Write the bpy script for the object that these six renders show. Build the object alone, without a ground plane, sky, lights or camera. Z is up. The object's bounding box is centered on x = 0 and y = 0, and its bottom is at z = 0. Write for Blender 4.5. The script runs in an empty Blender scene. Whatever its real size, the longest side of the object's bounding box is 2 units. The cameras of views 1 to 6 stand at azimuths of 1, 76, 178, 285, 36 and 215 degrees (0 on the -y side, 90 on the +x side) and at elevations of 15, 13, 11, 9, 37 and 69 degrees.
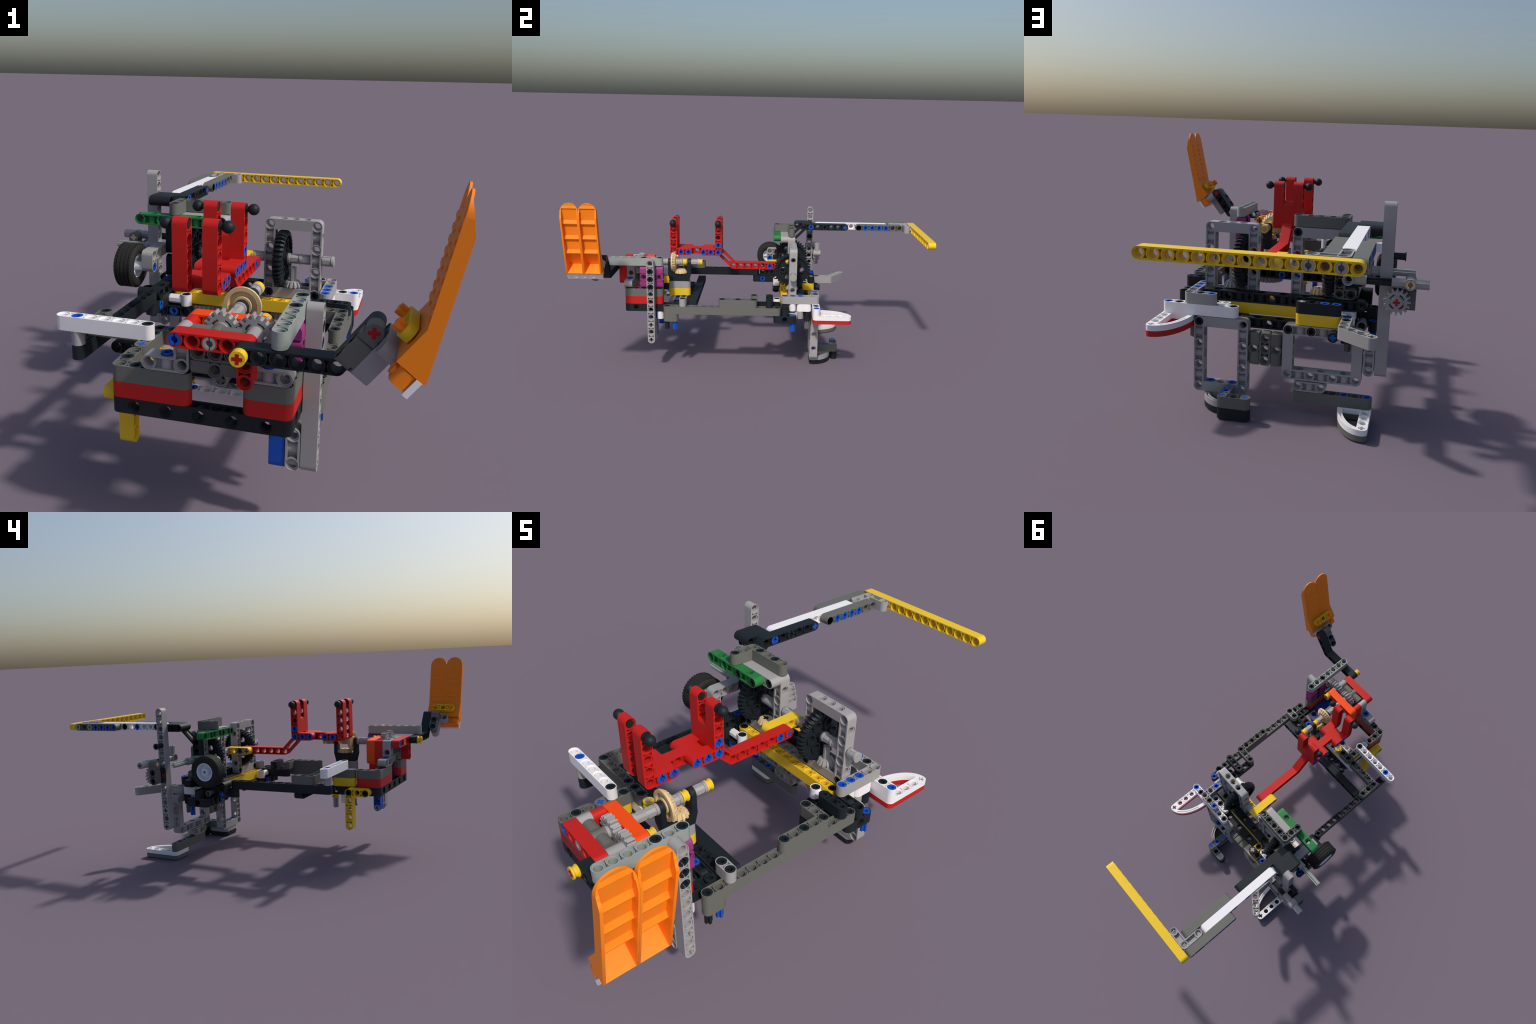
# Toy machine assembled from pin-jointed plastic beams, gears and axles.
# Everything is described on the toy's own module grid: one module U is the
# distance between two beam holes.  Grid axes: x right, y back, z up; the whole
# grid is turned a little about the vertical.
import bpy, bmesh, math, random
from mathutils import Matrix, Vector
from mathutils.geometry import delaunay_2d_cdt

random.seed(7)
U = 0.0399
YAW = math.radians(13.89)
OFFSET = Vector((0.533, -0.160, 0.540))
GRID = Matrix.Rotation(-YAW, 4, 'Z') @ Matrix.Scale(U, 4) @ Matrix.Translation(OFFSET)

R_OUT, R_HOLE, R_BORE, D_BORE = 0.45, 0.30, 0.40, 0.10
HALF = 0.498                      # half thickness of a beam
POCKET = 0.14                     # pockets between holes reach down to this level

# ------------------------------------------------------------------ materials
def srgb(h):
    c = [int(h[i:i + 2], 16) / 255 for i in (0, 2, 4)]
    return [v / 12.92 if v <= 0.04045 else ((v + 0.055) / 1.055) ** 2.4 for v in c]

def plastic(name, hexcol, rough=0.55, grain=0.03, spec=0.3):
    m = bpy.data.materials.new(name)
    m.use_nodes = True
    nt = m.node_tree
    b = nt.nodes['Principled BSDF']
    co = nt.nodes.new('ShaderNodeTexCoord')
    no = nt.nodes.new('ShaderNodeTexNoise')
    no.inputs['Scale'].default_value = 1.7
    no.inputs['Detail'].default_value = 3
    nt.links.new(co.outputs['Object'], no.inputs['Vector'])
    ramp = nt.nodes.new('ShaderNodeValToRGB')
    col = srgb(hexcol)
    ramp.color_ramp.elements[0].color = [v * (1 - grain) for v in col] + [1]
    ramp.color_ramp.elements[1].color = [min(1, v * (1 + grain)) for v in col] + [1]
    nt.links.new(no.outputs['Fac'], ramp.inputs['Fac'])
    nt.links.new(ramp.outputs['Color'], b.inputs['Base Color'])
    b.inputs['Roughness'].default_value = rough
    b.inputs['Specular IOR Level'].default_value = spec
    return m

MAT = {
    'black': plastic('black_plastic', '1B2328'),
    'lgray': plastic('light_grey_plastic', 'A3A1A1'),
    'sgray': plastic('old_light_grey_plastic', '9CA39E'),
    'dgray': plastic('dark_grey_plastic', '6B6C66'),
    'white': plastic('white_plastic', 'F4F2F3'),
    'red': plastic('red_plastic', 'C4211B'),
    'dred': plastic('dark_red_axle_plastic', 'B4120C'),
    'orange': plastic('orange_plastic', 'FE8A18'),
    'rorange': plastic('reddish_orange_plastic', 'FA5010'),
    'yellow': plastic('yellow_plastic', 'F0C82C'),
    'lyellow': plastic('bright_yellow_plastic', 'EAC81C'),
    'green': plastic('green_plastic', '2A7A40'),
    'blue': plastic('blue_plastic', '1553BC'),
    'pink': plastic('magenta_plastic', '96397C'),
    'tan': plastic('tan_plastic', 'E0C594'),
    'rubber': plastic('tyre_rubber', '2A2A28', rough=0.75, spec=0.25),
    'rim': plastic('silver_white_rim', 'E2E8F0', rough=0.35),  # pale blue tint puts the skylight on the rim into its base colour
}

# ------------------------------------------------------------- mesh primitives
def circle(cx, cy, r, n=20, a0=0.0):
    return [(cx + r * math.cos(a0 + 2 * math.pi * i / n), cy + r * math.sin(a0 + 2 * math.pi * i / n)) for i in range(n)]

def cross_loop(cx, cy, r=0.30, w=0.105):
    p = [(r, -w), (r, w), (w, w), (w, r), (-w, r), (-w, w), (-r, w), (-r, -w), (-w, -w), (-w, -r), (w, -r), (w, -w)]
    return [(cx + a, cy + b) for a, b in p]

def inside(pt, loops):
    x, y = pt
    c = False
    for lp in loops:
        n = len(lp)
        for i in range(n):
            x1, y1 = lp[i]
            x2, y2 = lp[(i + 1) % n]
            if (y1 > y) != (y2 > y) and x < (x2 - x1) * (y - y1) / (y2 - y1) + x1:
                c = not c
    return c

def cap(bm, loops, z, tf):
    vs, es = [], []
    for lp in loops:
        b = len(vs)
        vs += [Vector(p) for p in lp]
        es += [(b + i, b + (i + 1) % len(lp)) for i in range(len(lp))]
    ov, oe, of = delaunay_2d_cdt(vs, es, [], 0, 1e-5)[:3]
    bv = {}
    for f in of:
        c = sum((ov[i] for i in f), Vector((0, 0))) / len(f)
        if inside(c, loops):
            for i in f:
                if i not in bv:
                    bv[i] = bm.verts.new(tf(ov[i][0], ov[i][1], z))
            try:
                bm.faces.new([bv[i] for i in f])
            except ValueError:
                pass

def wall(bm, lp, z0, z1, tf, lp2=None):
    a = [bm.verts.new(tf(x, y, z0)) for x, y in lp]
    b = [bm.verts.new(tf(x, y, z1)) for x, y in (lp2 or lp)]
    n = len(lp)
    for i in range(n):
        j = (i + 1) % n
        bm.faces.new((a[i], a[j], b[j], b[i]))

IDENT = lambda x, y, z: (x, y, z)

def prism(bm, loops, z0, z1, tf=IDENT):
    cap(bm, loops, z0, tf)
    cap(bm, loops, z1, tf)
    for lp in loops:
        wall(bm, lp, z0, z1, tf)

def revolve(bm, prof, n=24, tf=IDENT, closed=True):
    """prof: (r, z) points; spun about z."""
    rings = [[bm.verts.new(tf(r * math.cos(2 * math.pi * i / n), r * math.sin(2 * math.pi * i / n), z)) for i in range(n)] for r, z in prof]
    m = len(prof)
    for k in range(m if closed else m - 1):
        a, b = rings[k], rings[(k + 1) % m]
        for i in range(n):
            j = (i + 1) % n
            bm.faces.new((a[i], a[j], b[j], b[i]))
    if not closed:
        bm.faces.new(rings[0])
        bm.faces.new(rings[-1])

def box(bm, lo, hi):
    prism(bm, [[(lo[0], lo[1]), (hi[0], lo[1]), (hi[0], hi[1]), (lo[0], hi[1])]], lo[2], hi[2])

def finish(bm, name, angle=32):
    bmesh.ops.remove_doubles(bm, verts=bm.verts, dist=2e-4)
    bmesh.ops.recalc_face_normals(bm, faces=bm.faces)
    me = bpy.data.meshes.new(name)
    bm.to_mesh(me)
    bm.free()
    me.shade_smooth()
    me.set_sharp_from_angle(angle=math.radians(angle))
    return me

def carve(me, cutters):
    """Subtract bored holes: cutters = list of bmesh-building callables."""
    if not cutters:
        return me
    cb = bmesh.new()
    for c in cutters:
        c(cb)
    cm = finish(cb, 'cutter')
    o = bpy.data.objects.new('work', me)
    k = bpy.data.objects.new('cutter', cm)
    for ob in (o, k):
        bpy.context.scene.collection.objects.link(ob)
    md = o.modifiers.new('b', 'BOOLEAN')
    md.object = k
    md.operation = 'DIFFERENCE'
    md.solver = 'EXACT'
    dg = bpy.context.evaluated_depsgraph_get()
    res = bpy.data.meshes.new_from_object(o.evaluated_get(dg))
    bpy.data.objects.remove(o)
    bpy.data.objects.remove(k)
    bpy.data.meshes.remove(cm)
    res.shade_smooth()
    res.set_sharp_from_angle(angle=math.radians(32))
    return res

def bore(cx, cy, axis, span=R_OUT):
    """Cutter for a pin hole running along in-plane axis 'x' or 'y' at z=0."""
    def f(bm):
        e = span - D_BORE
        prof = [(R_BORE, -span - .2), (R_BORE, -e), (R_HOLE, -e), (R_HOLE, e), (R_BORE, e), (R_BORE, span + .2)]
        tf = (lambda x, y, z: (cx + z, cy + x, y)) if axis == 'x' else (lambda x, y, z: (cx + x, cy + z, y))
        revolve(bm, prof, 18, tf, closed=False)
    return f

def sleeve(bm, cx, cy, axis, half=0.36):
    """The tube around a cross bore, seen inside the pockets of a beam."""
    tf = (lambda x, y, z: (cx + z, cy + x, y)) if axis == 'x' else (lambda x, y, z: (cx + x, cy + z, y))
    revolve(bm, [(0.41, -half), (0.41, half), (0.302, half), (0.302, -half)], 20, tf)

# --------------------------------------------------------------------- outlines
def path_outline(pts, r=R_OUT, n=9):
    """Outline of a band of half width r around an open polyline: round ends, round outer
    corners, sharp inner corners."""
    P = [Vector(p) for p in pts]
    def side(Q):
        out = []
        for i in range(len(Q)):
            if i == 0:
                d = (Q[1] - Q[0]).normalized()
                a = math.atan2(d.y, d.x)
                for k in range(n + 1):
                    t = a - math.pi + math.pi / 2 * k / n     # quarter of the start cap
                    out.append((Q[0].x + r * math.cos(t), Q[0].y + r * math.sin(t)))
            elif i == len(Q) - 1:
                d = (Q[-1] - Q[-2]).normalized()
                a = math.atan2(d.y, d.x)
                for k in range(n):
                    t = a - math.pi / 2 + math.pi / 2 * k / n
                    out.append((Q[-1].x + r * math.cos(t), Q[-1].y + r * math.sin(t)))
            else:
                d1 = (Q[i] - Q[i - 1]).normalized()
                d2 = (Q[i + 1] - Q[i]).normalized()
                a1, a2 = math.atan2(d1.y, d1.x), math.atan2(d2.y, d2.x)
                turn = (a2 - a1 + math.pi) % (2 * math.pi) - math.pi
                if turn > 0:       # right side is the outer side
                    for k in range(n + 1):
                        t = a1 - math.pi / 2 + turn * k / n
                        out.append((Q[i].x + r * math.cos(t), Q[i].y + r * math.sin(t)))
                else:
                    h = r / math.cos(turn / 2)
                    t = a1 - math.pi / 2 + turn / 2
                    out.append((Q[i].x + h * math.cos(t), Q[i].y + h * math.sin(t)))
        return out
    return side(P) + side(P[::-1])

def hourglass(a, b, half=0.32, r=0.465, n=5, end_a=True, end_b=True):
    """Pocket between two hole rings centred at a and b."""
    a, b = Vector(a), Vector(b)
    d = (b - a)
    L = d.length
    d.normalize()
    q = Vector((-d.y, d.x))
    t0 = math.asin(half / r)
    pts = []
    for k in range(n + 1):
        t = -t0 + 2 * t0 * k / n
        pts.append(a + d * (r * math.cos(t)) + q * (r * math.sin(t)))
    for k in range(n + 1):
        t = t0 - 2 * t0 * k / n
        pts.append(b - d * (r * math.cos(t)) + q * (r * math.sin(t)))
    return [(p.x, p.y) for p in pts]

def rounded_rect(x0, y0, x1, y1, r, n=6):
    out = []
    for cx, cy, a in ((x1 - r, y0 + r, -90), (x1 - r, y1 - r, 0), (x0 + r, y1 - r, 90), (x0 + r, y0 + r, 180)):
        for k in range(n + 1):
            t = math.radians(a + 90 * k / n)
            out.append((cx + r * math.cos(t), cy + r * math.sin(t)))
    return out

def drilled(bm, outline, pins=(), axles=(), through=(), pockets=(), half=HALF, depth=POCKET):
    """Flat body with counterbored pin holes, cross holes, openings and recessed pockets."""
    thin = half < 0.3
    d = 0.05 if thin else D_BORE
    level = min(depth, half * 0.4)
    thr = [list(t) for t in through] + [cross_loop(x, y) for x, y in axles]
    ph = [circle(x, y, R_HOLE) for x, y in pins]
    cbs = [circle(x, y, R_BORE) for x, y in pins]
    for s in (-1, 1):
        cap(bm, [outline] + thr + cbs + list(pockets), s * half, IDENT)
        for h, c in zip(ph, cbs):
            cap(bm, [c, h], s * (half - d), IDENT)
            wall(bm, c, s * (half - d), s * half, IDENT)
        for p in pockets:
            cap(bm, [p], s * level, IDENT)
            wall(bm, p, s * level, s * half, IDENT)
    for h in ph:
        wall(bm, h, -(half - d), half - d, IDENT)
    for t in thr:
        wall(bm, t, -half, half, IDENT)
    wall(bm, outline, -half, half, IDENT)

CACHE = {}

def cached(key, fn):
    if key not in CACHE:
        CACHE[key] = fn()
    return CACHE[key]

def beam_mesh(corners, axle_idx=(), half=HALF, slot=None):
    """Beam along a polyline of 2D corners, one hole per module."""
    def make():
        holes = []
        links = []
        for i in range(len(corners) - 1):
            a, b = Vector(corners[i]), Vector(corners[i + 1])
            L = (b - a).length
            if slot == i:
                if not holes:
                    holes.append(a)
                holes.append(b)
                links.append(None)
                continue
            n = int(round(L))
            for k in range(n + 1):
                if k == 0 and holes:
                    continue
                holes.append(a + (b - a) * k / n)
                if k:
                    links.append((holes[-2], holes[-1]))
        bm = bmesh.new()
        ax = {i % len(holes) for i in axle_idx}
        pk = [hourglass(l[0], l[1]) for l in links if l]
        thr = []
        if slot is not None:
            a, b = Vector(corners[slot]), Vector(corners[slot + 1])
            d = (b - a).normalized()
            thr.append(path_outline([tuple(a + d * 0.78), tuple(b - d * 0.78)], 0.24, 5))
        drilled(bm, path_outline(corners),
                [tuple(h) for i, h in enumerate(holes) if i not in ax],
                [tuple(h) for i, h in enumerate(holes) if i in ax], thr, pk, half)
        return finish(bm, 'beam')
    return cached(('beam', tuple(map(tuple, corners)), tuple(axle_idx), half, slot), make)

def cross_bored(outline, zholes, bores, pockets, through=(), key=None):
    """Beam or frame with holes along z and cross bores in the plane."""
    def make():
        bm = bmesh.new()
        drilled(bm, outline, zholes, (), through, pockets)
        me = carve(finish(bm, 'b'), [bore(x, y, a) for x, y, a in bores])
        bm = bmesh.new()
        bm.from_mesh(me)
        for x, y, a in bores:
            if any(inside((x + .33 * (a == 'y'), y + .33 * (a == 'x')), [p]) or inside((x, y), [p]) for p in pockets):
                sleeve(bm, x, y, a)
        me2 = bpy.data.meshes.new('beam')
        bm.to_mesh(me2)
        bm.free()
        bpy.data.meshes.remove(me)
        me2.shade_smooth()
        me2.set_sharp_from_angle(angle=math.radians(32))
        return me2
    return cached(key, make)

def alternating_mesh(n, first_z=True):
    """Straight beam, holes alternately along z and across (y)."""
    zh = [(i, 0) for i in range(n) if (i % 2 == 0) == first_z]
    br = [(i, 0, 'y') for i in range(n) if (i % 2 == 0) != first_z]
    pk = [hourglass(zh[k], zh[k + 1]) for k in range(len(zh) - 1)]
    return cross_bored(path_outline([(0, 0), (n - 1, 0)]), zh, br, pk, key=('alt', n, first_z))

def frame_mesh(nx, ny, dense_x):
    """Rectangular frame centred on the origin; long side along x."""
    hx, hy = (nx - 1) / 2, (ny - 1) / 2
    out = rounded_rect(-hx - R_OUT, -hy - R_OUT, hx + R_OUT, hy + R_OUT, R_OUT)
    inn = [(-hx + .45, -hy + .45), (hx - .45, -hy + .45), (hx - .45, hy - .45), (-hx + .45, hy - .45)]
    zh, br, pk = [], [], []
    for s in (-1, 1):
        row = [(-hx + 2 * i, s * hy) for i in range((nx + 1) // 2)]
        zh += row
        pk += [hourglass(row[i], row[i + 1]) for i in range(len(row) - 1)]
        br += [(-hx + 1 + 2 * i, s * hy, 'y') for i in range((nx - 1) // 2)]
        if dense_x:                      # short sides: cross bores only
            br += [(s * hx, -hy + 1 + i, 'x') for i in range(ny - 2)]
        else:
            col = [(s * hx, -hy + 2 * i) for i in range((ny + 1) // 2)]
            zh += col[1:-1]
            pk += [hourglass(col[i], col[i + 1]) for i in range(len(col) - 1)]
            br += [(s * hx, -hy + 1 + 2 * i, 'x') for i in range((ny - 1) // 2)]
    return cross_bored(out, zh, br, pk, [inn], key=('frame', nx, ny, dense_x))

def corner_connector_mesh(pts, zholes, bores):
    pk = [hourglass(zholes[k], zholes[k + 1]) for k in range(len(zholes) - 1)]
    return cross_bored(path_outline(pts), zholes, bores, pk, key=('corner', tuple(pts)))

def biscuit_mesh():
    """Square 3x3 block: middle strip with three holes, two rounded side rails along y with a
    bored boss at their middle, narrow slots between strip and rails."""
    def make():
        bm = bmesh.new()
        strip = rounded_rect(-.5, -1.46, .5, 1.46, .3)
        drilled(bm, strip, [(0, -1), (0, 0), (0, 1)], (), (), [hourglass((0, -1), (0, 0)), hourglass((0, 0), (0, 1))])
        for s in (-1, 1):
            prof = [(s * .54, -.485), (s * 1.0, -.485)] + [(s * (1.0 + .46 * math.sin(math.pi * k / 10)), -.485 * math.cos(math.pi * k / 10)) for k in range(1, 10)] + [(s * 1.0, .485), (s * .54, .485)]
            for e in (-1, 1):
                y0, y1 = sorted((e * .32, e * 1.44))
                prism(bm, [prof], y0, y1, lambda x, y, z: (x, z, y))
            tf = lambda x, y, z: (s + x, y, z)
            revolve(bm, [(R_BORE, -.497), (.475, -.497), (.475, .497), (R_BORE, .497), (R_BORE, .40), (R_HOLE, .40), (R_HOLE, -.40), (R_BORE, -.40)], 24, tf)
            box(bm, (min(s * .46, s * .64), -1.3, -.3), (max(s * .46, s * .64), 1.3, .3))
        return finish(bm, 'biscuit')
    return cached('biscuit', make)

def arch_mesh(mirror, ny=5):
    """Thin quarter-ellipse piece: ny-hole and 3-hole legs joined by a curved bar (half thickness)."""
    def make():
        h = 0.248
        n = 18
        L = ny - 1
        A, Bi = L + .45, L + .0
        out = [(-R_OUT * math.cos(t), -R_OUT * math.sin(t)) for t in [math.pi / 2 * k / 6 for k in range(7)]]
        out += [(2.0, -R_OUT)]
        out += [(2.0 + R_OUT * math.sin(t), -R_OUT * math.cos(t)) for t in [math.pi / 2 * k / 6 for k in range(1, 7)]]
        for k in range(1, n):
            t = math.pi / 2 * k / n
            out.append((2.45 * math.cos(t), A * math.sin(t)))
        out += [(0, A)] + [(-R_OUT * math.sin(t), L + R_OUT * math.cos(t)) for t in [math.pi / 2 * k / 6 for k in range(1, 7)]]
        hole = [(.45, .45)]
        ks = [math.pi / 2 * k / n for k in range(n + 1)]
        arc = [(2.02 * math.cos(t), Bi * math.sin(t)) for t in ks]
        hole += [(x, y) for x, y in arc if x > .45 and y > .45]
        hole += [(.45, Bi * math.sqrt(1 - (.45 / 2.02) ** 2))]
        x_at = 2.02 * math.sqrt(1 - (.45 / Bi) ** 2)
        hole.insert(1, (x_at, .45))
        m = -1 if mirror else 1
        fl = lambda L: [(m * x, y) for x, y in L]
        bm = bmesh.new()
        pins = [(0, 0), (1 * m, 0)] + [(0, i) for i in range(1, L)]
        pk = [hourglass((0, i), (0, i + 1)) for i in range(L - 1)] + [hourglass((0, 0), (m, 0))]
        groove = fl([(2.30 * math.cos(t), (A - .15) * math.sin(t)) for t in ks[4:-4]] + [(2.17 * math.cos(t), (A - .28) * math.sin(t)) for t in ks[-5:3:-1]])
        drilled(bm, fl(out), pins, [(0, L), (2 * m, 0)], [fl(hole)], pk + [groove], half=h)
        return finish(bm, 'arch')
    return cached(('arch', mirror, ny), make)

def pin_mesh(L=2.0):
    """Friction pin: split collars with a bore at both ends, plain shaft between."""
    def make():
        bm = bmesh.new()
        for s in (-1, 1):
            e = L / 2 - 0.012
            for k in (0, 1):
                ring = []
                a0 = 0.11
                for i in range(9):
                    t = k * math.pi + a0 + (math.pi - 2 * a0) * i / 8
                    ring.append((0.385 * math.cos(t), 0.385 * math.sin(t)))
                for i in range(9):
                    t = k * math.pi + math.pi - 2 * a0 - (math.pi - 4 * a0) * i / 8
                    ring.append((0.205 * math.cos(t), 0.205 * math.sin(t)))
                prism(bm, [ring], s * (e - .085), s * e)
                ring2 = [(x * (.292 / .385), y * (.292 / .385)) if i < 9 else (x, y) for i, (x, y) in enumerate(ring)]
                prism(bm, [ring2], s * (e - .5), s * (e - .08))
        revolve(bm, [(0.29, -L / 2 + .45), (0.29, L / 2 - .45)], 16, closed=False)
        return finish(bm, 'pin')
    return cached(('pin', L), make)

def axle_mesh(L):
    def make():
        bm = bmesh.new()
        a = cross_loop(0, 0, 0.292, 0.10)
        prism(bm, [a], -L / 2, L / 2)
        return finish(bm, 'axle')
    return cached(('axle', round(L, 3)), make)

def bush_mesh(kind):
    def make():
        bm = bmesh.new()
        if kind == 'half':
            revolve(bm, [(.12, -.25), (.44, -.25), (.45, -.23), (.45, -.14), (.37, -.06), (.37, .06), (.45, .14), (.45, .23), (.44, .25), (.12, .25)], 24)
        else:
            revolve(bm, [(.12, -.5), (.37, -.5), (.38, -.48), (.38, .26), (.45, .28), (.45, .48), (.44, .5), (.12, .5)], 24)
            for k in range(4):                  # shallow lengthwise ribs
                a = k * math.pi / 2
                tf = lambda x, y, z: (x * math.cos(a) - y * math.sin(a), x * math.sin(a) + y * math.cos(a), z)
                prism(bm, [[(.36, -.16), (.395, -.16), (.395, .16), (.36, .16)]], -.42, .2, tf)
        return finish(bm, 'bush')
    return cached(('bush', kind), make)

def tooth_loop(n, r0, r1, duty=(.50, .26), phase=0.0):
    pts = []
    for i in range(n):
        a = 2 * math.pi * i / n + phase
        w0, w1 = duty[0] * math.pi / n, duty[1] * math.pi / n
        for r, t in ((r0, -w0), (r1, -w1), (r1, w1), (r0, w0)):
            pts.append((r * math.cos(a + t), r * math.sin(a + t)))
    return pts

def scaled(lp, k):
    return [(x * k, y * k) for x, y in lp]

def bevel_wheel_mesh():
    """Large double-bevel gear: toothed rim, thin web with holes, hub."""
    def make():
        bm = bmesh.new()
        T = tooth_loop(36, 2.20, 2.45, (.62, .3))
        I = circle(0, 0, 1.95, 48)
        zs = [(-.42, .93), (-.18, 1.0), (.18, 1.0), (.42, .93)]
        for (z0, k0), (z1, k1) in zip(zs, zs[1:]):
            wall(bm, scaled(T, k0), z0, z1, IDENT, scaled(T, k1))
        for s in (-1, 1):
            cap(bm, [scaled(T, .93), I], s * .42, IDENT)
        wall(bm, I, -.42, .42, IDENT)
        holes = [circle(1.22 * math.cos(a), 1.22 * math.sin(a), .42) for a in [k * math.pi / 3 for k in range(6)]]
        prism(bm, [circle(0, 0, 2.0, 48)] + holes, -.14, .14)
        for a in [k * math.pi / 3 for k in range(6)]:
            tf = lambda x, y, z, a=a: (x + 1.22 * math.cos(a), y + 1.22 * math.sin(a), z)
            revolve(bm, [(.36, -.3), (.48, -.3), (.48, .3), (.36, .3)], 18, tf)
        revolve(bm, [(.55, -.5), (.55, .5)], 20, closed=False)
        return finish(bm, 'gear')
    return cached('gear36', make)

def spur_mesh(n, r0, r1, half, hub=.45, hubh=.5):
    def make():
        bm = bmesh.new()
        slots = []
        for k in range(4):
            a = math.pi / 4 + k * math.pi / 2
            w = .42
            R, r = r0 * .76, max(hub + .08, r0 * .55)
            slots.append([(R * math.cos(a - w + 2 * w * i / 6), R * math.sin(a - w + 2 * w * i / 6)) for i in range(7)] +
                         [(r * math.cos(a + w - 2 * w * i / 6), r * math.sin(a + w - 2 * w * i / 6)) for i in range(7)])
        prism(bm, [tooth_loop(n, r0, r1)] + slots, -half, half)
        prism(bm, [circle(0, 0, hub, 20)] + [cross_loop(0, 0)], -hubh, hubh)
        return finish(bm, 'gear')
    return cached(('spur', n, r0), make)

def cone_gear_mesh():
    """Small 12-tooth bevel gear, big end down."""
    def make():
        bm = bmesh.new()
        A, B, C = tooth_loop(12, .64, .80, (.62, .38)), tooth_loop(12, .62, .78, (.64, .4)), tooth_loop(12, .50, .58, (.7, .45))
        wall(bm, A, -.22, -.05, IDENT, B)
        wall(bm, B, -.05, .26, IDENT, C)
        cap(bm, [A], -.22, IDENT)
        cap(bm, [C, cross_loop(0, 0, .27, .09)], .26, IDENT)
        wall(bm, cross_loop(0, 0, .27, .09), .1, .26, IDENT)
        cap(bm, [cross_loop(0, 0, .27, .09)], .1, IDENT)
        revolve(bm, [(.45, -.42), (.45, -.2)], 20, closed=False)
        return finish(bm, 'gear')
    return cached('gear12', make)

def crown_gear_mesh():
    """20-tooth bevel gear: teeth on the +z side, hollow dish and collar on the -z side."""
    def make():
        bm = bmesh.new()
        A, B = tooth_loop(20, 1.08, 1.24, (.62, .36)), tooth_loop(20, .84, .96, (.66, .4))
        R0 = [(1.24 * math.cos(math.atan2(y, x)), 1.24 * math.sin(math.atan2(y, x))) for x, y in A]
        wall(bm, R0, -.20, -.02, IDENT, R0)
        wall(bm, R0, -.02, 0, IDENT, A)
        wall(bm, A, 0, .34, IDENT, B)
        cap(bm, [B], .34, IDENT)
        I = circle(0, 0, .98, 40)
        cap(bm, [R0, I], -.20, IDENT)
        wall(bm, I, -.20, .02, IDENT, circle(0, 0, .86, 40))
        cap(bm, [circle(0, 0, .86, 40)], .02, IDENT)
        revolve(bm, [(.40, -.24), (.60, -.24), (.62, -.22), (.62, .05), (.40, .05)], 24)
        revolve(bm, [(.45, .2), (.45, .5)], 20, closed=False)
        return finish(bm, 'gear')
    return cached('gear20', make)

def tube_mesh(L=1.0, r=R_OUT):
    def make():
        bm = bmesh.new()
        e = L / 2
        revolve(bm, [(R_BORE, -e), (r, -e), (r, e), (R_BORE, e), (R_BORE, e - .1), (R_HOLE, e - .1), (R_HOLE, -e + .1), (R_BORE, -e + .1)], 24)
        return finish(bm, 'tube')
    return cached(('tube', round(L, 3), r), make)

def hex_arm(bm, d, L0, L1, r=.40):
    """Eight-sided socket arm leaving along direction d, with a cross hole in its end."""
    d = Vector(d).normalized()
    z = Vector((0, 0, 1)) if abs(d.z) < .5 else Vector((1, 0, 0))
    a = d.cross(z).normalized()
    b = d.cross(a)
    tf = lambda x, y, t: tuple(a * x + b * y + d * t)
    o = circle(0, 0, r, 8, math.pi / 8)
    c = cross_loop(0, 0)
    wall(bm, o, L0, L1, tf)
    cap(bm, [o, c], L1, tf)
    wall(bm, c, L1 - .5, L1, tf)
    cap(bm, [c], L1 - .5, tf)
    cap(bm, [o], L0, tf)

def angle_connector_mesh(arms):
    """Tube along z with socket arms in the xy plane; arms = angles in degrees."""
    def make():
        bm = bmesh.new()
        revolve(bm, [(R_BORE, -.5), (.47, -.5), (.47, .5), (R_BORE, .5), (R_BORE, .4), (R_HOLE, .4), (R_HOLE, -.4), (R_BORE, -.4)], 24)
        for a in arms:
            hex_arm(bm, (math.cos(math.radians(a)), math.sin(math.radians(a)), 0), .36, 1.48)
        return finish(bm, 'connector')
    return cached(('angle', tuple(arms)), make)

def ball_pin_mesh():
    """Pin along z ending in a neck and a ball at z = 1.05 above the pin centre."""
    def make():
        bm = bmesh.new()
        revolve(bm, [(.292, -.49), (.292, .40), (.385, .40), (.385, .54), (.2, .56), (.2, .8)], 20, closed=False)
        n = 12
        revolve(bm, [(.41 * math.sin(math.pi * (k + .3) / (n + .6)), 1.05 - .41 * math.cos(math.pi * (k + .3) / (n + .6))) for k in range(n + 1)], 24, closed=False)
        return finish(bm, 'ball_pin', 50)
    return cached('ballpin', make)

def tee_mesh():
    """T beam: bar of three holes along y at x=0, stem of two more along +x."""
    bm = bmesh.new()
    r = R_OUT
    arc = lambda cx, cy, a0, a1, n=8: [(cx + r * math.cos(math.radians(a0 + (a1 - a0) * k / n)), cy + r * math.sin(math.radians(a0 + (a1 - a0) * k / n))) for k in range(n + 1)]
    out = arc(0, -1, 180, 360) + [(r, -r)] + arc(2, 0, -90, 90) + [(r, r)] + arc(0, 1, 0, 180)
    pk = [hourglass((0, -1), (0, 0)), hourglass((0, 0), (0, 1)), hourglass((0, 0), (1, 0)), hourglass((1, 0), (2, 0))]
    drilled(bm, out, [(0, -1), (0, 0), (0, 1), (1, 0), (2, 0)], (), (), pk)
    return finish(bm, 'tee')

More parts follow.
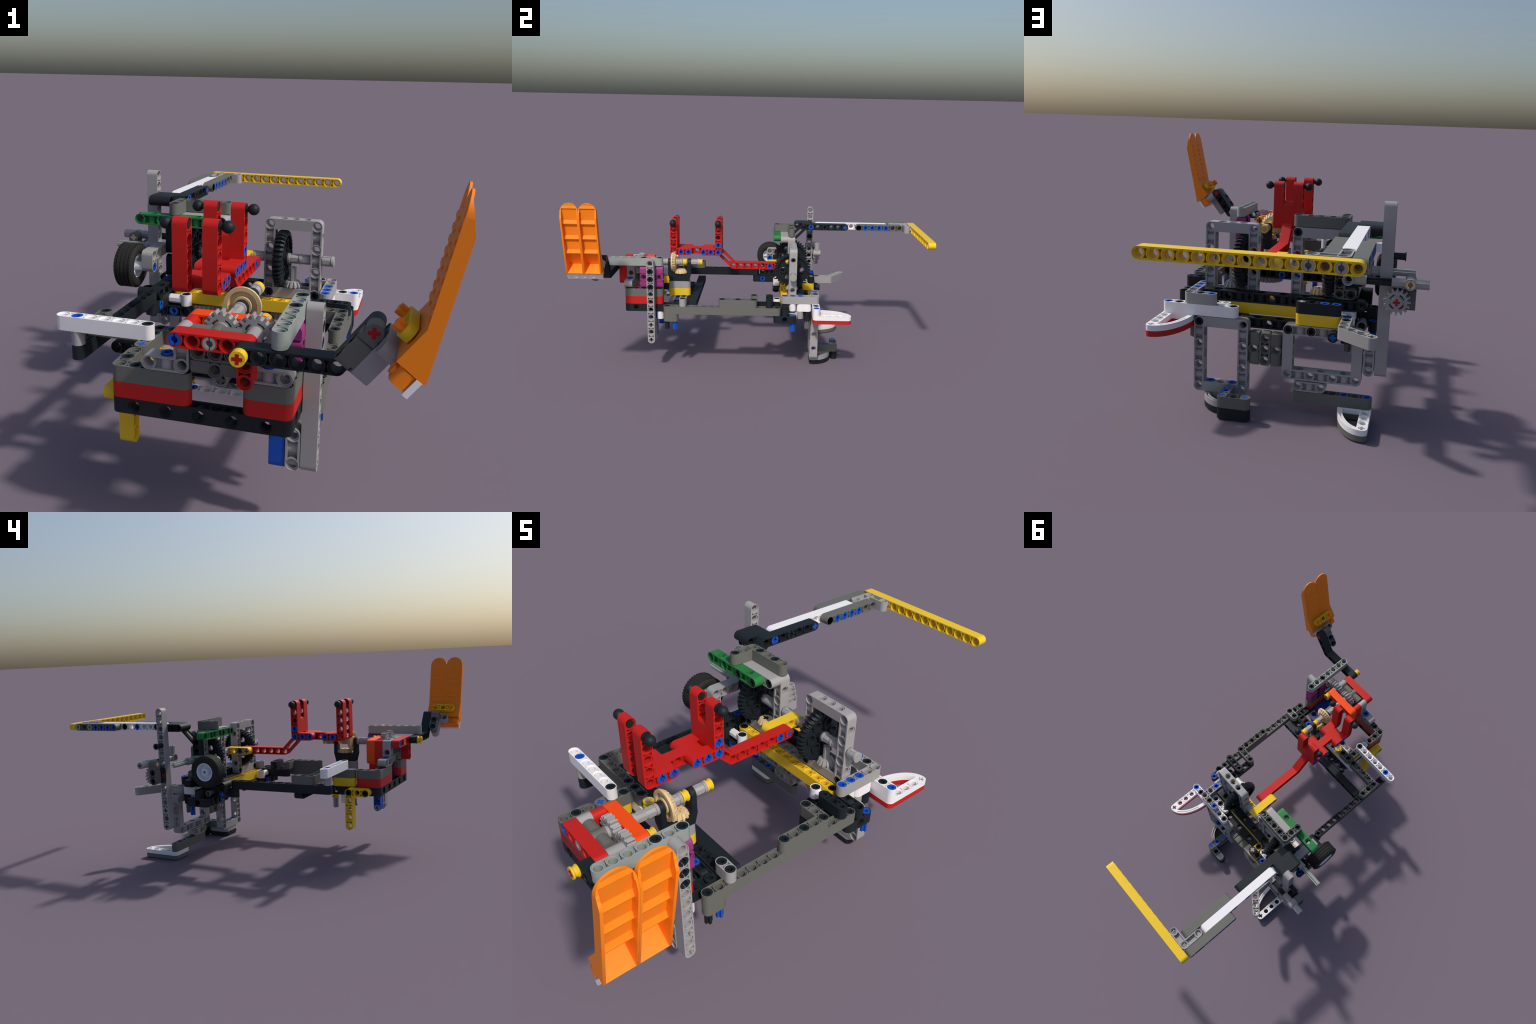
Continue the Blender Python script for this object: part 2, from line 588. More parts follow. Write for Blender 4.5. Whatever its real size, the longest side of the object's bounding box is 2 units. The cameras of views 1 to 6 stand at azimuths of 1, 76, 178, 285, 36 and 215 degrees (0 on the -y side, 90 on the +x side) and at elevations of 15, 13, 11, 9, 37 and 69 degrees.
# -------------------------------------------------------------------- placement
AX = {'x': Vector((1, 0, 0)), 'y': Vector((0, 1, 0)), 'z': Vector((0, 0, 1))}
for k in 'xyz':
    AX['+' + k] = AX[k]
    AX['-' + k] = -AX[k]

def vec(a):
    return AX[a].copy() if isinstance(a, str) else Vector(a).normalized()

root = bpy.data.objects.new('toy_machine', None)
bpy.context.scene.collection.objects.link(root)
root['label'] = 'mechanical toy of colourful plastic beams, gears and pins'
root['category'] = 'toy machine'

def put(name, me, color, pos, zdir, xdir=None, parent=None):
    """Add one part: mesh z axis along zdir, mesh x axis along xdir (grid directions)."""
    z = vec(zdir)
    if xdir is None:
        x = Vector((1, 0, 0)) if abs(z.x) < .9 else Vector((0, 1, 0))
        x = (x - z * x.dot(z)).normalized()
    else:
        x = vec(xdir)
    y = z.cross(x)
    m = Matrix(((x.x, y.x, z.x, pos[0]), (x.y, y.y, z.y, pos[1]), (x.z, y.z, z.z, pos[2]), (0, 0, 0, 1)))
    slot = me
    mat = MAT[color]
    if slot.materials and slot.materials[0] is not mat or not slot.materials:
        key = ('mat', slot.name, color)
        if not slot.materials:
            slot.materials.append(mat)
            CACHE[key] = slot
        else:
            def dup():
                c = slot.copy()
                c.materials.clear()
                c.materials.append(mat)
                return c
            slot = cached(key, dup)
    o = bpy.data.objects.new(name, slot)
    bpy.context.scene.collection.objects.link(o)
    o.parent = parent or root
    o.matrix_world = GRID @ m
    if parent is not None:
        o.matrix_parent_inverse = parent.matrix_world.inverted()
        o.matrix_basis = GRID @ m
    return o

def beam(color, pts, hole, axles=(), half=HALF, name=None, slot=None):
    """Beam through 3D grid points (corners of its centre line); hole = hole axis."""
    P = [Vector(p) for p in pts]
    z = vec(hole)
    x = (P[1] - P[0]).normalized()
    y = z.cross(x)
    loc = [(round((p - P[0]).dot(x), 4), round((p - P[0]).dot(y), 4)) for p in P]
    if name is None:
        name = 'straight_beam' if len(pts) == 2 else 'angled_beam'
    return put(name, beam_mesh(loc, axles, half, slot), color, P[0], z, x)

def alt(color, p, d, n, hole, first_z=True, name='alternating_beam'):
    return put(name, alternating_mesh(n, first_z), color, p, hole, d)

def pin(color, p, face, L=2.0):
    """Pin whose visible end sits in the +face side of the beam hole at p."""
    f = vec(face)
    c = Vector(p) + f * (0.5 - L / 2)
    z = f
    x = Vector((.55, .835, 0)) if abs(z.z) > .5 else Vector((0, 0, 1))
    return put('connector_pin', pin_mesh(L), color, c, z, x)

def axle(color, a, b):
    a, b = Vector(a), Vector(b)
    return put('axle', axle_mesh((b - a).length), color, (a + b) / 2, (b - a))

def bush(color, p, d, kind='full'):
    return put('bush', bush_mesh(kind), color, p, d)

# =============================================================== FRONT MACHINE
# big black base frame with its stacked corner beams
put('frame_beam', frame_mesh(11, 7, False), 'black', (2, -13, 8), 'z', 'x')
for z, c in ((9, 'red'), (10, 'dgray')):
    beam(c, [(1, -16, z), (-3, -16, z), (-3, -14, z)], 'z')
    beam(c, [(5, -16, z), (7, -16, z), (7, -12, z)], 'z')
for p in ((-2, -16), (-3, -15)):
    pin('black', (*p, 10), '+z')
for p in ((5, -16), (7, -15), (7, -12)):
    pin('black', (*p, 10), '+z')
# magenta block, old-grey top beam and the tall side beam
put('square_block', biscuit_mesh(), 'pink', (7, -13, 12), 'x', 'z')
beam('sgray', [(7, -18, 14), (7, -12, 14)], 'z')
pin('black', (7, -12, 14), '+z'); pin('black', (7, -14, 14), '+z')
beam('lgray', [(8, -13, 14), (8, -13, 4)], 'x', (8, 10))
for z in (13, 12, 11):
    pin('black', (8, -13, z), '+x')
alt('lgray', (7, -13, 6), '-z', 3, 'y')
beam('blue', [(6, -15, 8), (6, -13, 8), (6, -13, 4)], 'x')
pin('lgray', (6, -13, 4), '-x')
beam('yellow', [(-4, -15, 8), (-4, -13, 8), (-4, -13, 4)], 'x')
pin('black', (-4, -15, 8), '-x'); pin('black', (-4, -13, 8), '-x')
beam('white', [(-3, -12, 7), (7, -12, 7)], 'z')
for x in (-2, 0, 6):
    pin('blue', (x, -12, 7), '+z')
axle('blue', (6.4, -12, 6.9), (6.4, -12, 5.85))
# corner connectors, dark block and gear pair of the front gearbox
cp = [(0, 0), (2, 0), (2, 2)]
cm = corner_connector_mesh(cp, [(0, 0), (2, 0), (2, 2)], [(1, 0, 'y'), (2, 1, 'x')])
put('corner_connector', cm, 'lgray', (-1, -16, 11), '-y', 'x')
cq = [(0, 0), (2, 0), (2, -2)]
cn = corner_connector_mesh(cq, [(0, 0), (2, 0), (2, -2)], [(1, 0, 'y'), (2, -1, 'x')])
put('corner_connector', cn, 'lgray', (7, -16, 11), '-y', '-x')
pin('blue', (0, -16, 11.08), '+z'); pin('blue', (6, -16, 11.08), '+z')
put('square_block', biscuit_mesh(), 'dgray', (3, -16, 12), '-y', 'z')
beam('red', [(1, -17, 13), (5, -17, 13), (5, -17, 11)], 'y')
pin('blue', (1, -17, 13), '-y'); pin('lgray', (3, -17, 13), '-y')
beam('rorange', [(5, -14, 13), (1, -14, 13), (1, -14, 11)], 'y')
beam('red', [(1, -15, 11), (1, -15, 13)], 'y')
for x, ph in ((3, 0), (5, math.pi / 16)):
    put('spur_gear', spur_mesh(16, .86, 1.12, .30), 'lgray', (x, -15, 13), 'y', (math.cos(ph), 0, math.sin(ph)))
put('ring_connector', tube_mesh(1.0), 'lgray', (3, -15.0, 9.95), 'y')
axle('dgray', (3, -15.45, 9.95), (3, -14, 9.95))
axle('dred', (5, -12.935, 13), (5, -19.015, 13))
bush('yellow', (5, -13.2, 13), 'y', 'half'); bush('yellow', (5, -18.75, 13), 'y', 'half')
# drive shaft with tan bevel gears in the black fork
axle('lgray', (3, -16, 13), (3, -6.935, 13))
bush('lgray', (3, -12.97, 13), '-y'); bush('lgray', (3, -12.0, 13), 'y')
bush('lgray', (3, -10.08, 13), 'y'); bush('yellow', (3, -9.28, 13), 'y', 'half')
bush('lgray', (3, -7.95, 13), 'y'); bush('yellow', (3, -7.2, 13), 'y', 'half')
put('bevel_gear', crown_gear_mesh(), 'tan', (3, -10.82, 13), 'y')
put('bevel_gear', cone_gear_mesh(), 'tan', (3, -9.85, 11.75), 'z')

def fork_mesh():
    """Two round-topped arms rising from a tapered base; the shaft runs along y through the arms."""
    bm = bmesh.new()
    base = [(-1.26, -.5), (1.26, -.5), (1.5, .45), (1.5, .75), (1.06, .75), (.95, .50), (-.95, .50), (-1.06, .75), (-1.5, .75), (-1.5, .45)]
    prism(bm, [base], -.49, .49, lambda x, y, z: (z, x, y))
    arm = path_outline([(0, .6), (0, 2.0)], .47)
    arm = [(x, max(y, .6)) for x, y in arm]
    arm = [p for i, p in enumerate(arm) if p != arm[i - 1]]
    for y0, y1 in ((-1.498, -1.08), (1.08, 1.498)):
        prism(bm, [arm], y0, y1, lambda x, y, z: (x, z, y))
    return finish(bm, 'fork')
put('fork_bracket', fork_mesh(), 'black', (3, -10, 11), 'z', 'x')
put('tee_beam', tee_mesh(), 'lgray', (3, -10, 10), 'z', '-x')
pin('black', (1, -10, 10), '+z', 1)
beam('yellow', [(3, -11, 9), (3, -9, 9)], 'z')
put('spur_gear', spur_mesh(24, 1.36, 1.58, .3), 'lgray', (3, -10, 7.0), 'z')
# left front corner: white arm, dark L beams, standing axle
beam('white', [(-9, -12, 11), (-3, -12, 11)], 'z')
pin('blue', (-8, -12, 11), '+z'); pin('black', (-3, -12, 11), '+z')
put('ring_connector', tube_mesh(.99), 'lgray', (-8, -12, 10), 'z')
beam('dgray', [(-8, -8, 10), (-8, -10, 10), (-4, -10, 10)], 'z')
for p in ((-8, -8), (-8, -10), (-4, -10)):
    pin('black', (*p, 10), '+z')
beam('dgray', [(-2, -10, 10), (-3, -10, 10), (-3, -13, 10)], 'z', (4,))
for p in ((-2, -10), (-3, -10), (-3, -11)):
    pin('black', (*p, 10), '+z')
axle('blue', (-3, -13, 8.8), (-3, -13, 10.5))
beam('yellow', [(-3, -13, 9), (-3, -11, 9)], 'z')
beam('white', [(-4, -10, 9), (2, -10, 9)], 'z')
axle('lgray', (-1, -10, 5.35), (-1, -10, 10.415))
bush('yellow', (-1, -10, 10.15), 'z', 'half'); bush('yellow', (-1, -10, 9.75), 'z', 'half')
bush('yellow', (-1, -10, 6.85), 'z', 'half')
# cross beam behind the front frame and the two long side beams
beam('black', [(-7, -8, 8), (7, -8, 8)], 'y')
for x in (6, 1, -1):
    pin('blue', (x, -8, 8), '+y', 1)
beam('black', [(-3, -9, 8), (7, -9, 8)], 'z')
pin('blue', (5, -10, 8.02), '+z', 1); pin('black', (7, -10, 8), '+z', 1)
beam('black', [(-8, -12, 9), (-8, 0, 9)], 'z')
pin('black', (-8, 0, 9), '+z')
beam('dgray', [(8, -11, 8), (8, 3, 8)], 'z')
pin('black', (8, -11, 8), '+z'); pin('black', (8, 3, 8), '+z')
beam('dgray', [(8, -11, 7), (8, -10, 7)], 'z')
axle('black', (8, -11, 6.6), (8, -11, 5.44)); axle('blue', (8, -10, 6.6), (8, -10, 5.40))
beam('lgray', [(7, -9, 9), (8, -9, 9)], 'z')
pin('black', (7, -9, 9), '+z'); pin('black', (8, -9, 9), '+z')
beam('dgray', [(8, -4, 9), (8, 0, 9), (6, 0, 9)], 'z')
for p in ((8, -4), (8, -2), (8, 0), (6, 0)):
    pin('black', (*p, 9), '+z')
# red cradle: four L uprights with ball pins, rocker arm between them
for x, f in ((1, '+x'), (-1, '-x')):
    beam('red', [(x, -11, 18), (x, -11, 14), (x, -9, 14)], 'x')
    beam('red', [(x, -5, 18), (x, -5, 14), (x, -7, 14)], 'x')
    for y in (-11, -5):
        put('ball_pin', ball_pin_mesh(), 'black', (x, y, 18), f)
    for y, z in ((-10, 14), (-9, 14), (-7, 14), (-6, 14), (-5, 14), (-5, 15)):
        pin('blue', (x, y, z), f)
beam('red', [(0, -10, 14), (0, -6, 14)], 'x')
beam('red', [(0, 3, 12), (0, -3, 12), (0, -5, 14), (0, -5, 16)], 'x', (0,), slot=1, name='bent_beam')
axle('blue', (.51, 3, 12), (-.5, 3, 12)); pin('blue', (0, 2, 12), '+x', 1)

# ================================================================ REAR MACHINE
for cx in (3, -5):
    put('frame_beam', frame_mesh(7, 5, True), 'lgray', (cx, 5, 12), '-y', 'z')
    put('bevel_gear', bevel_wheel_mesh(), 'black', (cx - .95, 5, 12), 'x')
    for dx in (-2, 2):
        pin('black', (cx + dx, 5, 9), '-y')
axle('lgray', (-8.4, 5, 12), (6.515, 5, 12))
bush('lgray', (3.02, 5, 12), '-x'); bush('lgray', (4.02, 5, 12), '-x'); bush('lgray', (6.0, 5, 12), 'x')
put('ring_connector', tube_mesh(1.7, .42), 'lgray', (-4.35, 5, 12), 'x')
bush('lgray', (-2, 5, 12), 'x'); bush('lgray', (0, 5, 12), '-x')
put('bevel_gear', cone_gear_mesh(), 'lgray', (3, 5, 9.78), 'z')
axle('lgray', (3, 5, 9.5), (3, 5, 11.25))
put('bevel_gear', cone_gear_mesh(), 'tan', (-5, 5, 9.78), 'z')
for x in (3, -5):                       # flat gears below the body bars
    put('spur_gear', spur_mesh(24, 1.36, 1.58, .3), 'lgray', (x, 5, 7.0), 'z')
    axle('lgray', (x, 5, 6.4), (x, 5, 9.5))
axle('black', (-5, 5, 9.5), (-5, 5, 10.05))
beam('yellow', [(-1, 2, 12), (-1, 5, 12)], 'x', (0,))
axle('blue', (-1.51, 2, 12), (-.5, 2, 12)); pin('blue', (-1, 3, 12), '-x', 1)
# body bars
beam('yellow', [(-7, 4, 8), (5, 4, 8)], 'z')
pin('black', (-7, 4, 8), '+z'); pin('black', (5, 4, 8), '+z')
beam('lgray', [(-7, 5, 8), (5, 5, 8)], 'z')
beam('yellow', [(-7, 6, 8), (5, 6, 8)], 'z')
alt('black', (-9, 6, 9), '+x', 15, 'y')
alt('black', (-7, 7, 7), '+x', 13, 'y')
for s in (1, -1):                      # parts mirrored about the plane x = -1
    mx = lambda x: -1 + s * (x + 1)
    beam('black', [(mx(4), 3, 7), (mx(6), 3, 7)], 'y')
    pin('blue', (mx(5), 3, 7), '-y')
    put('angle_connector', angle_connector_mesh((0,)), 'white', (mx(4), 3, 8), 'z', 'x' if s > 0 else '-x')
    pin('black', (mx(4), 3, 8), '+z')
    beam('white', [(mx(3), 7, 8), (mx(6), 7, 8), (mx(6), 6, 8)], 'z', (0,))
    pin('black', (mx(4), 7, 8), '+z')
    put('ring_connector', tube_mesh(.99), 'white', (mx(6), 5, 8), 'z')
    alt('black', (mx(6), 4, 8), '+x' if s > 0 else '-x', 3, 'z')
    alt('black', (mx(8), 3, 7), '+y', 3, 'z')
    pin('blue', (mx(8), 5, 7), '+z', 1)
    axle('blue', (mx(8), 5, 6.8), (mx(8), 5, 5.38))
    put('angle_connector', angle_connector_mesh((-90,)), 'lgray', (mx(6), 6, 7), 'z', 'x')
    put('ring_connector', tube_mesh(1.2), 'black', (mx(6), 7, 6.88), 'z')
    axle('dgray', (mx(6), 7, 7), (mx(6), 7, 5.1))
    beam('black', [(mx(6), 3, 7), (mx(6), 5, 7)], 'z')
    beam('black', [(mx(7), 3, 7), (mx(7), 4, 7)], 'z')
    put('ring_connector', tube_mesh(1.1, .48), 'lgray', (mx(7), 5.0, 7), 'y')
    axle('black', (mx(7), 4.5, 7), (mx(7), 5.5, 7))
# right hand side
beam('lgray', [(6, 4, 9), (6, 8, 9), (4, 8, 9)], 'z')
for p in ((6, 4), (6, 5), (6, 6), (4, 8)):
    pin('blue', (*p, 9), '+z')
pin('black', (5, 8, 9), '+z')
beam('white', [(2, 8, 8), (8, 8, 8)], 'z')
pin('blue', (8, 8, 8), '+z'); pin('black', (7, 8, 8), '+z'); pin('black', (2, 8, 8), '+z')
put('arch_foot', arch_mesh(True), 'white', (8, 8, 7.25), 'z', 'x')
put('arch_foot', arch_mesh(True), 'red', (8, 8, 6.75), 'z', 'x')
beam('black', [(6, 2, 9), (8, 2, 9)], 'z')
pin('black', (6, 2, 9), '+z'); pin('black', (8, 2, 9), '+z')
beam('black', [(6, 0, 8), (6, 3, 8)], 'z')
# left hand side black linkage
alt('black', (-8, 1, 9), '+y', 5, 'x')
pin('blue', (-8, 4, 9), '+z')
alt('black', (-8, 0, 8), '+y', 4, 'z')
pin('blue', (-8, 1, 8), '+x')
beam('black', [(-9, 1, 8), (-9, 1, 9)], 'x', (0,))
axle('blue', (-9.5, 1, 8), (-8.6, 1, 8))
pin('dgray', (-9, 3, 8), '-x')
beam('black', [(-8, 5, 11), (-8, 5, 10)], 'x')
beam('dgray', [(-7, 6, 13), (-7, 6, 10), (-8, 6, 10)], 'y')
pin('black', (-7, 6, 11), '+y'); pin('black', (-8, 6, 10), '+y')
beam('black', [(-7, 8, 9), (-4, 8, 9)], 'z', (3,))
axle('lgray', (-4, 8, 8.8), (-4, 8, 9.5))
pin('blue', (-6, 8, 9), '+z'); pin('blue', (-7, 8, 9), '+z')
beam('yellow', [(-4, 7, 8), (-4, 8, 8), (-7, 8, 8)], 'z')
pin('black', (-4, 7, 8), '+z')
beam('lgray', [(-8, 8, 8), (-8, 11, 8), (-8 - 2.4, 12.8, 8)], 'z', (6,))
pin('black', (-8, 9, 8), '+z')
axle('blue', (-8, 8, 7.6), (-8, 8, 8.52))
# legs
put('frame_beam', frame_mesh(7, 5, True), 'lgray', (3, 8, 4), '-y', 'z')
put('frame_beam', frame_mesh(7, 5, True), 'lgray', (-6, 8, 5), '-y', 'x')
pin('black', (-3, 8, 7), '+y'); pin('black', (-5, 8, 7), '+y'); pin('black', (5, 8, 7), '+y', 1.2)
put('square_block', biscuit_mesh(), 'dgray', (-1, 8, 5), 'y', 'x')
bush('black', (-7, 9.0, 7), 'y'); axle('blue', (-7, 8, 7), (-7, 9.52, 7))
alt('lgray', (-6, 8, 2), '+x', 3, 'y')
beam('dgray', [(-10, 8, 1), (-4, 8, 1)], 'z')
pin('blue', (-8, 8, 1), '+z'); pin('blue', (-10, 8, 1), '+z')
put('arch_foot', arch_mesh(False), 'white', (-10, 8, .25), 'z', 'x')
put('arch_foot', arch_mesh(False), 'dgray', (-10, 8, -.25), 'z', 'x')
put('arch_foot', arch_mesh(False, 3), 'lgray', (2, 8, .25), 'z', 'x')
put('arch_foot', arch_mesh(False, 3), 'black', (2, 8, -.25), 'z', 'x')
pin('blue', (4, 8, 1), '+z'); pin('blue', (2, 8, 1), '+z')
for z in (1.25, .75):
    beam('dgray', [(2, 9, z), (2, 11, z), (0, 11, z)], 'z', (0, 2, 4), half=.249, name='thin_beam')
beam('black', [(2, 11, 0), (0, 11, 0)], 'z')
for p in ((2, 9), (2, 11), (0, 11)):
    axle('blue', (*p, .4), (*p, 1.51))
pin('blue', (2, 10, 1.01), '+z', 1.2)
# tail post with its little gear
beam('lgray', [(-11, 8, 18), (-11, 8, 4)], 'x', (12, 14))
alt('lgray', (-10, 8, 6), '-z', 3, 'y')
pin('black', (-12, 8, 14), '-x', 2)
put('angle_connector', angle_connector_mesh((180, 90)), 'lgray', (-8, 9, 12), '-y', 'x')
axle('black', (-9.2, 9, 12), (-12, 9, 12))

def cross_connector_mesh():
    bm = bmesh.new()
    revolve(bm, [(R_BORE, -.5), (.47, -.5), (.47, .5), (R_BORE, .5), (R_BORE, .4), (R_HOLE, .4), (R_HOLE, -.4), (R_BORE, -.4)], 24)
    hex_arm(bm, (1, 0, 0), .36, 1.5)
    hex_arm(bm, (-1, 0, 0), .36, 1.5)
    return finish(bm, 'connector')
put('cross_connector', cross_connector_mesh(), 'lgray', (-13, 9, 12), 'y', 'x')

def perpendicular_connector_mesh():
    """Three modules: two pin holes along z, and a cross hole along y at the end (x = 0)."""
    bm = bmesh.new()
    drilled(bm, path_outline([(1, 0), (2, 0)]), [(1, 0), (2, 0)], (), (), [hourglass((1, 0), (2, 0))])
    tf = lambda x, y, z: (x, z, y)
    prism(bm, [circle(0, 0, .47, 24)], -.46, .46, tf)
    box(bm, (.25, -.448, -.465), (.62, .448, .465))
    return finish(bm, 'connector')
put('perpendicular_connector', perpendicular_connector_mesh(), 'dgray', (-13, 8, 12), '-x', '-z')
pin('black', (-13, 8, 11), '-x'); pin('black', (-13, 8, 10), '-x')
axle('tan', (-13, 7.525, 12), (-13, 9, 12)); pin('tan', (-13, 9, 12), '+y', 1.2)

def axle_block_mesh():
    bm = bmesh.new()
    out = rounded_rect(-.45, -.95, .45, .95, .42)
    prism(bm, [out], -.48, .48)
    return finish(bm, 'block')
put('axle_block', axle_block_mesh(), 'black', (-12, 8, 10.5), 'y', 'x')
axle('dred', (-12, 7.505, 10.5), (-12, 9.635, 10.5))
put('spur_gear', spur_mesh(16, .86, 1.12, .30), 'lgray', (-12, 9.12, 10.5), 'y')
# wheel on its grey L arm
beam('lgray', [(-9, 5, 12), (-9, 2, 12), (-9, 1, 12)][:2] + [(-9, 2, 11)], 'x')
pin('blue', (-9, 2, 11), '+x', 1.9)
axle('sgray', (-8.5, 5, 12), (-13.35, 5, 12)); bush('lgray', (-10, 5, 12), '-x')

def tyre_mesh():
    bm = bmesh.new()
    w = .875
    half = [(1.06, w - .12), (1.25, w - .02), (1.62, w), (1.78, w - .10), (1.87, w - .28)]
    tread = []
    for z in (.50, .18, -.18, -.50):
        tread += [(1.895, z + .035), (1.83, z + .03), (1.83, z - .03), (1.895, z - .035)]
    prof = half + tread + [(r, -z) for r, z in reversed(half)] + [(1.02, -w + .2), (1.02, w - .2)]
    revolve(bm, prof, 64)
    n = 40                                   # shoulder lugs
    for k in range(n):
        for s in (-1, 1):
            a = 2 * math.pi * (k + (.5 if s > 0 else 0)) / n
            c, sn = math.cos(a), math.sin(a)
            tf = lambda x, y, z: (x * c - y * sn, x * sn + y * c, z)
            prism(bm, [[(1.80, -.085), (1.91, -.085), (1.91, .085), (1.80, .085)]], s * .56, s * .70, tf)
    return finish(bm, 'tyre', 40)

def rim_mesh():
    bm = bmesh.new()
    revolve(bm, [(.20, .80), (.40, .80), (.43, .76), (.46, .16), (.80, .18), (.97, .80), (1.07, .82), (1.07, -.70), (.97, -.66), (.84, -.1), (.40, .0), (.40, -1.17), (.20, -1.17)], 40)
    for k in range(6):                       # spokes on the inner side
        a = k * math.pi / 3
        c, sn = math.cos(a), math.sin(a)
        tf = lambda x, y, z: (x * c - y * sn, x * sn + y * c, z)
        prism(bm, [[(.35, -.09), (.95, -.14), (.95, .14), (.35, .09)]], -.50, .05, tf)
    return finish(bm, 'rim', 40)
wheel = put('wheel', rim_mesh(), 'rim', (-10.7, 2, 11), '-x')
put('tyre', tyre_mesh(), 'rubber', (-10.7, 2, 11), '-x', parent=wheel)
# raised tail arm
beam('black', [(-8, 13, 16), (-8, 7, 16), (-8, 5, 14), (-8, 5, 12)], 'x', (0,), slot=1, name='bent_beam')
axle('blue', (-7.49, 13, 16), (-8.5, 13, 16)); pin('blue', (-8, 8, 16), '+x', 2.9)
beam('black', [(-9, 6, 16), (-9, 8, 16)], 'x'); beam('black', [(-10, 6, 16), (-10, 8, 16)], 'x')
beam('white', [(-9, 9, 16), (-9, 19, 16)], 'x')
pin('black', (-9, 10, 16), '-x'); pin('blue', (-9, 13, 16), '-x', 1); pin('black', (-9, 15, 16), '-x')
beam('dgray', [(-8, 15, 16), (-8, 21, 16)], 'x'); beam('dgray', [(-10, 16, 16), (-10, 22, 16)], 'x')
pin('black', (-8, 15, 16), '+x')
for y in (16, 17, 18, 19):
    pin('blue', (-8, y, 16), '+x', 1.4); pin('blue', (-10, y, 16), '-x', 1.4)
pin('lgray', (-10, 20, 16), '-x'); pin('lgray', (-10, 22, 16), '-x')
tl = corner_connector_mesh([(0, 0), (-2, 0), (-2, -2)], [(0, 0), (-2, 0), (-2, -2)], [])
put('corner_connector', tl, 'lgray', (-7, 22, 16), 'z', 'x')
beam('yellow', [(-10, 23, 16), (4, 23, 16)], 'y')
pin('lgray', (-9, 23, 16), '+y', 1.6); pin('lgray', (-7, 23, 16), '+y', 1.6)
# roof over the left gear
beam('dgray', [(-7, 3, 16), (-7, 5, 16), (-3, 5, 16)], 'z')
for p in ((-7, 3), (-6, 5), (-4, 5)):
    pin('black', (*p, 16), '+z')
alt('green', (-10, 3, 15), '+x', 7, 'y')
pin('black', (-6, 3, 15), '-y'); pin('black', (-4, 3, 15), '-y')
beam('lgray', [(-7, 4, 15), (-3, 4, 15)], 'y')
pin('black', (-3, 4, 15), '-y')

# ====================================================================== SHOVEL
beam('black', [(5, -18, 13), (10, -18, 13), (11.8, -18, 15.4)], 'y', (8,))
a_dir, b_dir = Vector((.6, 0, .8)), Vector((.8, 0, -.6))
elbow = Vector((11.8, 0, 15.4))
def at(t, s, y):                      # position along the arm / out from the arm
    return elbow + a_dir * t + b_dir * s + Vector((0, y, 0))
axle('dred', at(0, 0, -17.49), at(0, 0, -19.475))
put('perpendicular_connector', perpendicular_connector_mesh(), 'dgray', at(0, 0, -19), -b_dir, -a_dir)
pin('black', at(-1, 0, -19), -b_dir, 1); pin('black', at(-2, 0, -19), -b_dir, 1)

put('tee_beam', tee_mesh(), 'lgray', at(0, 1, -19), b_dir, -a_dir)

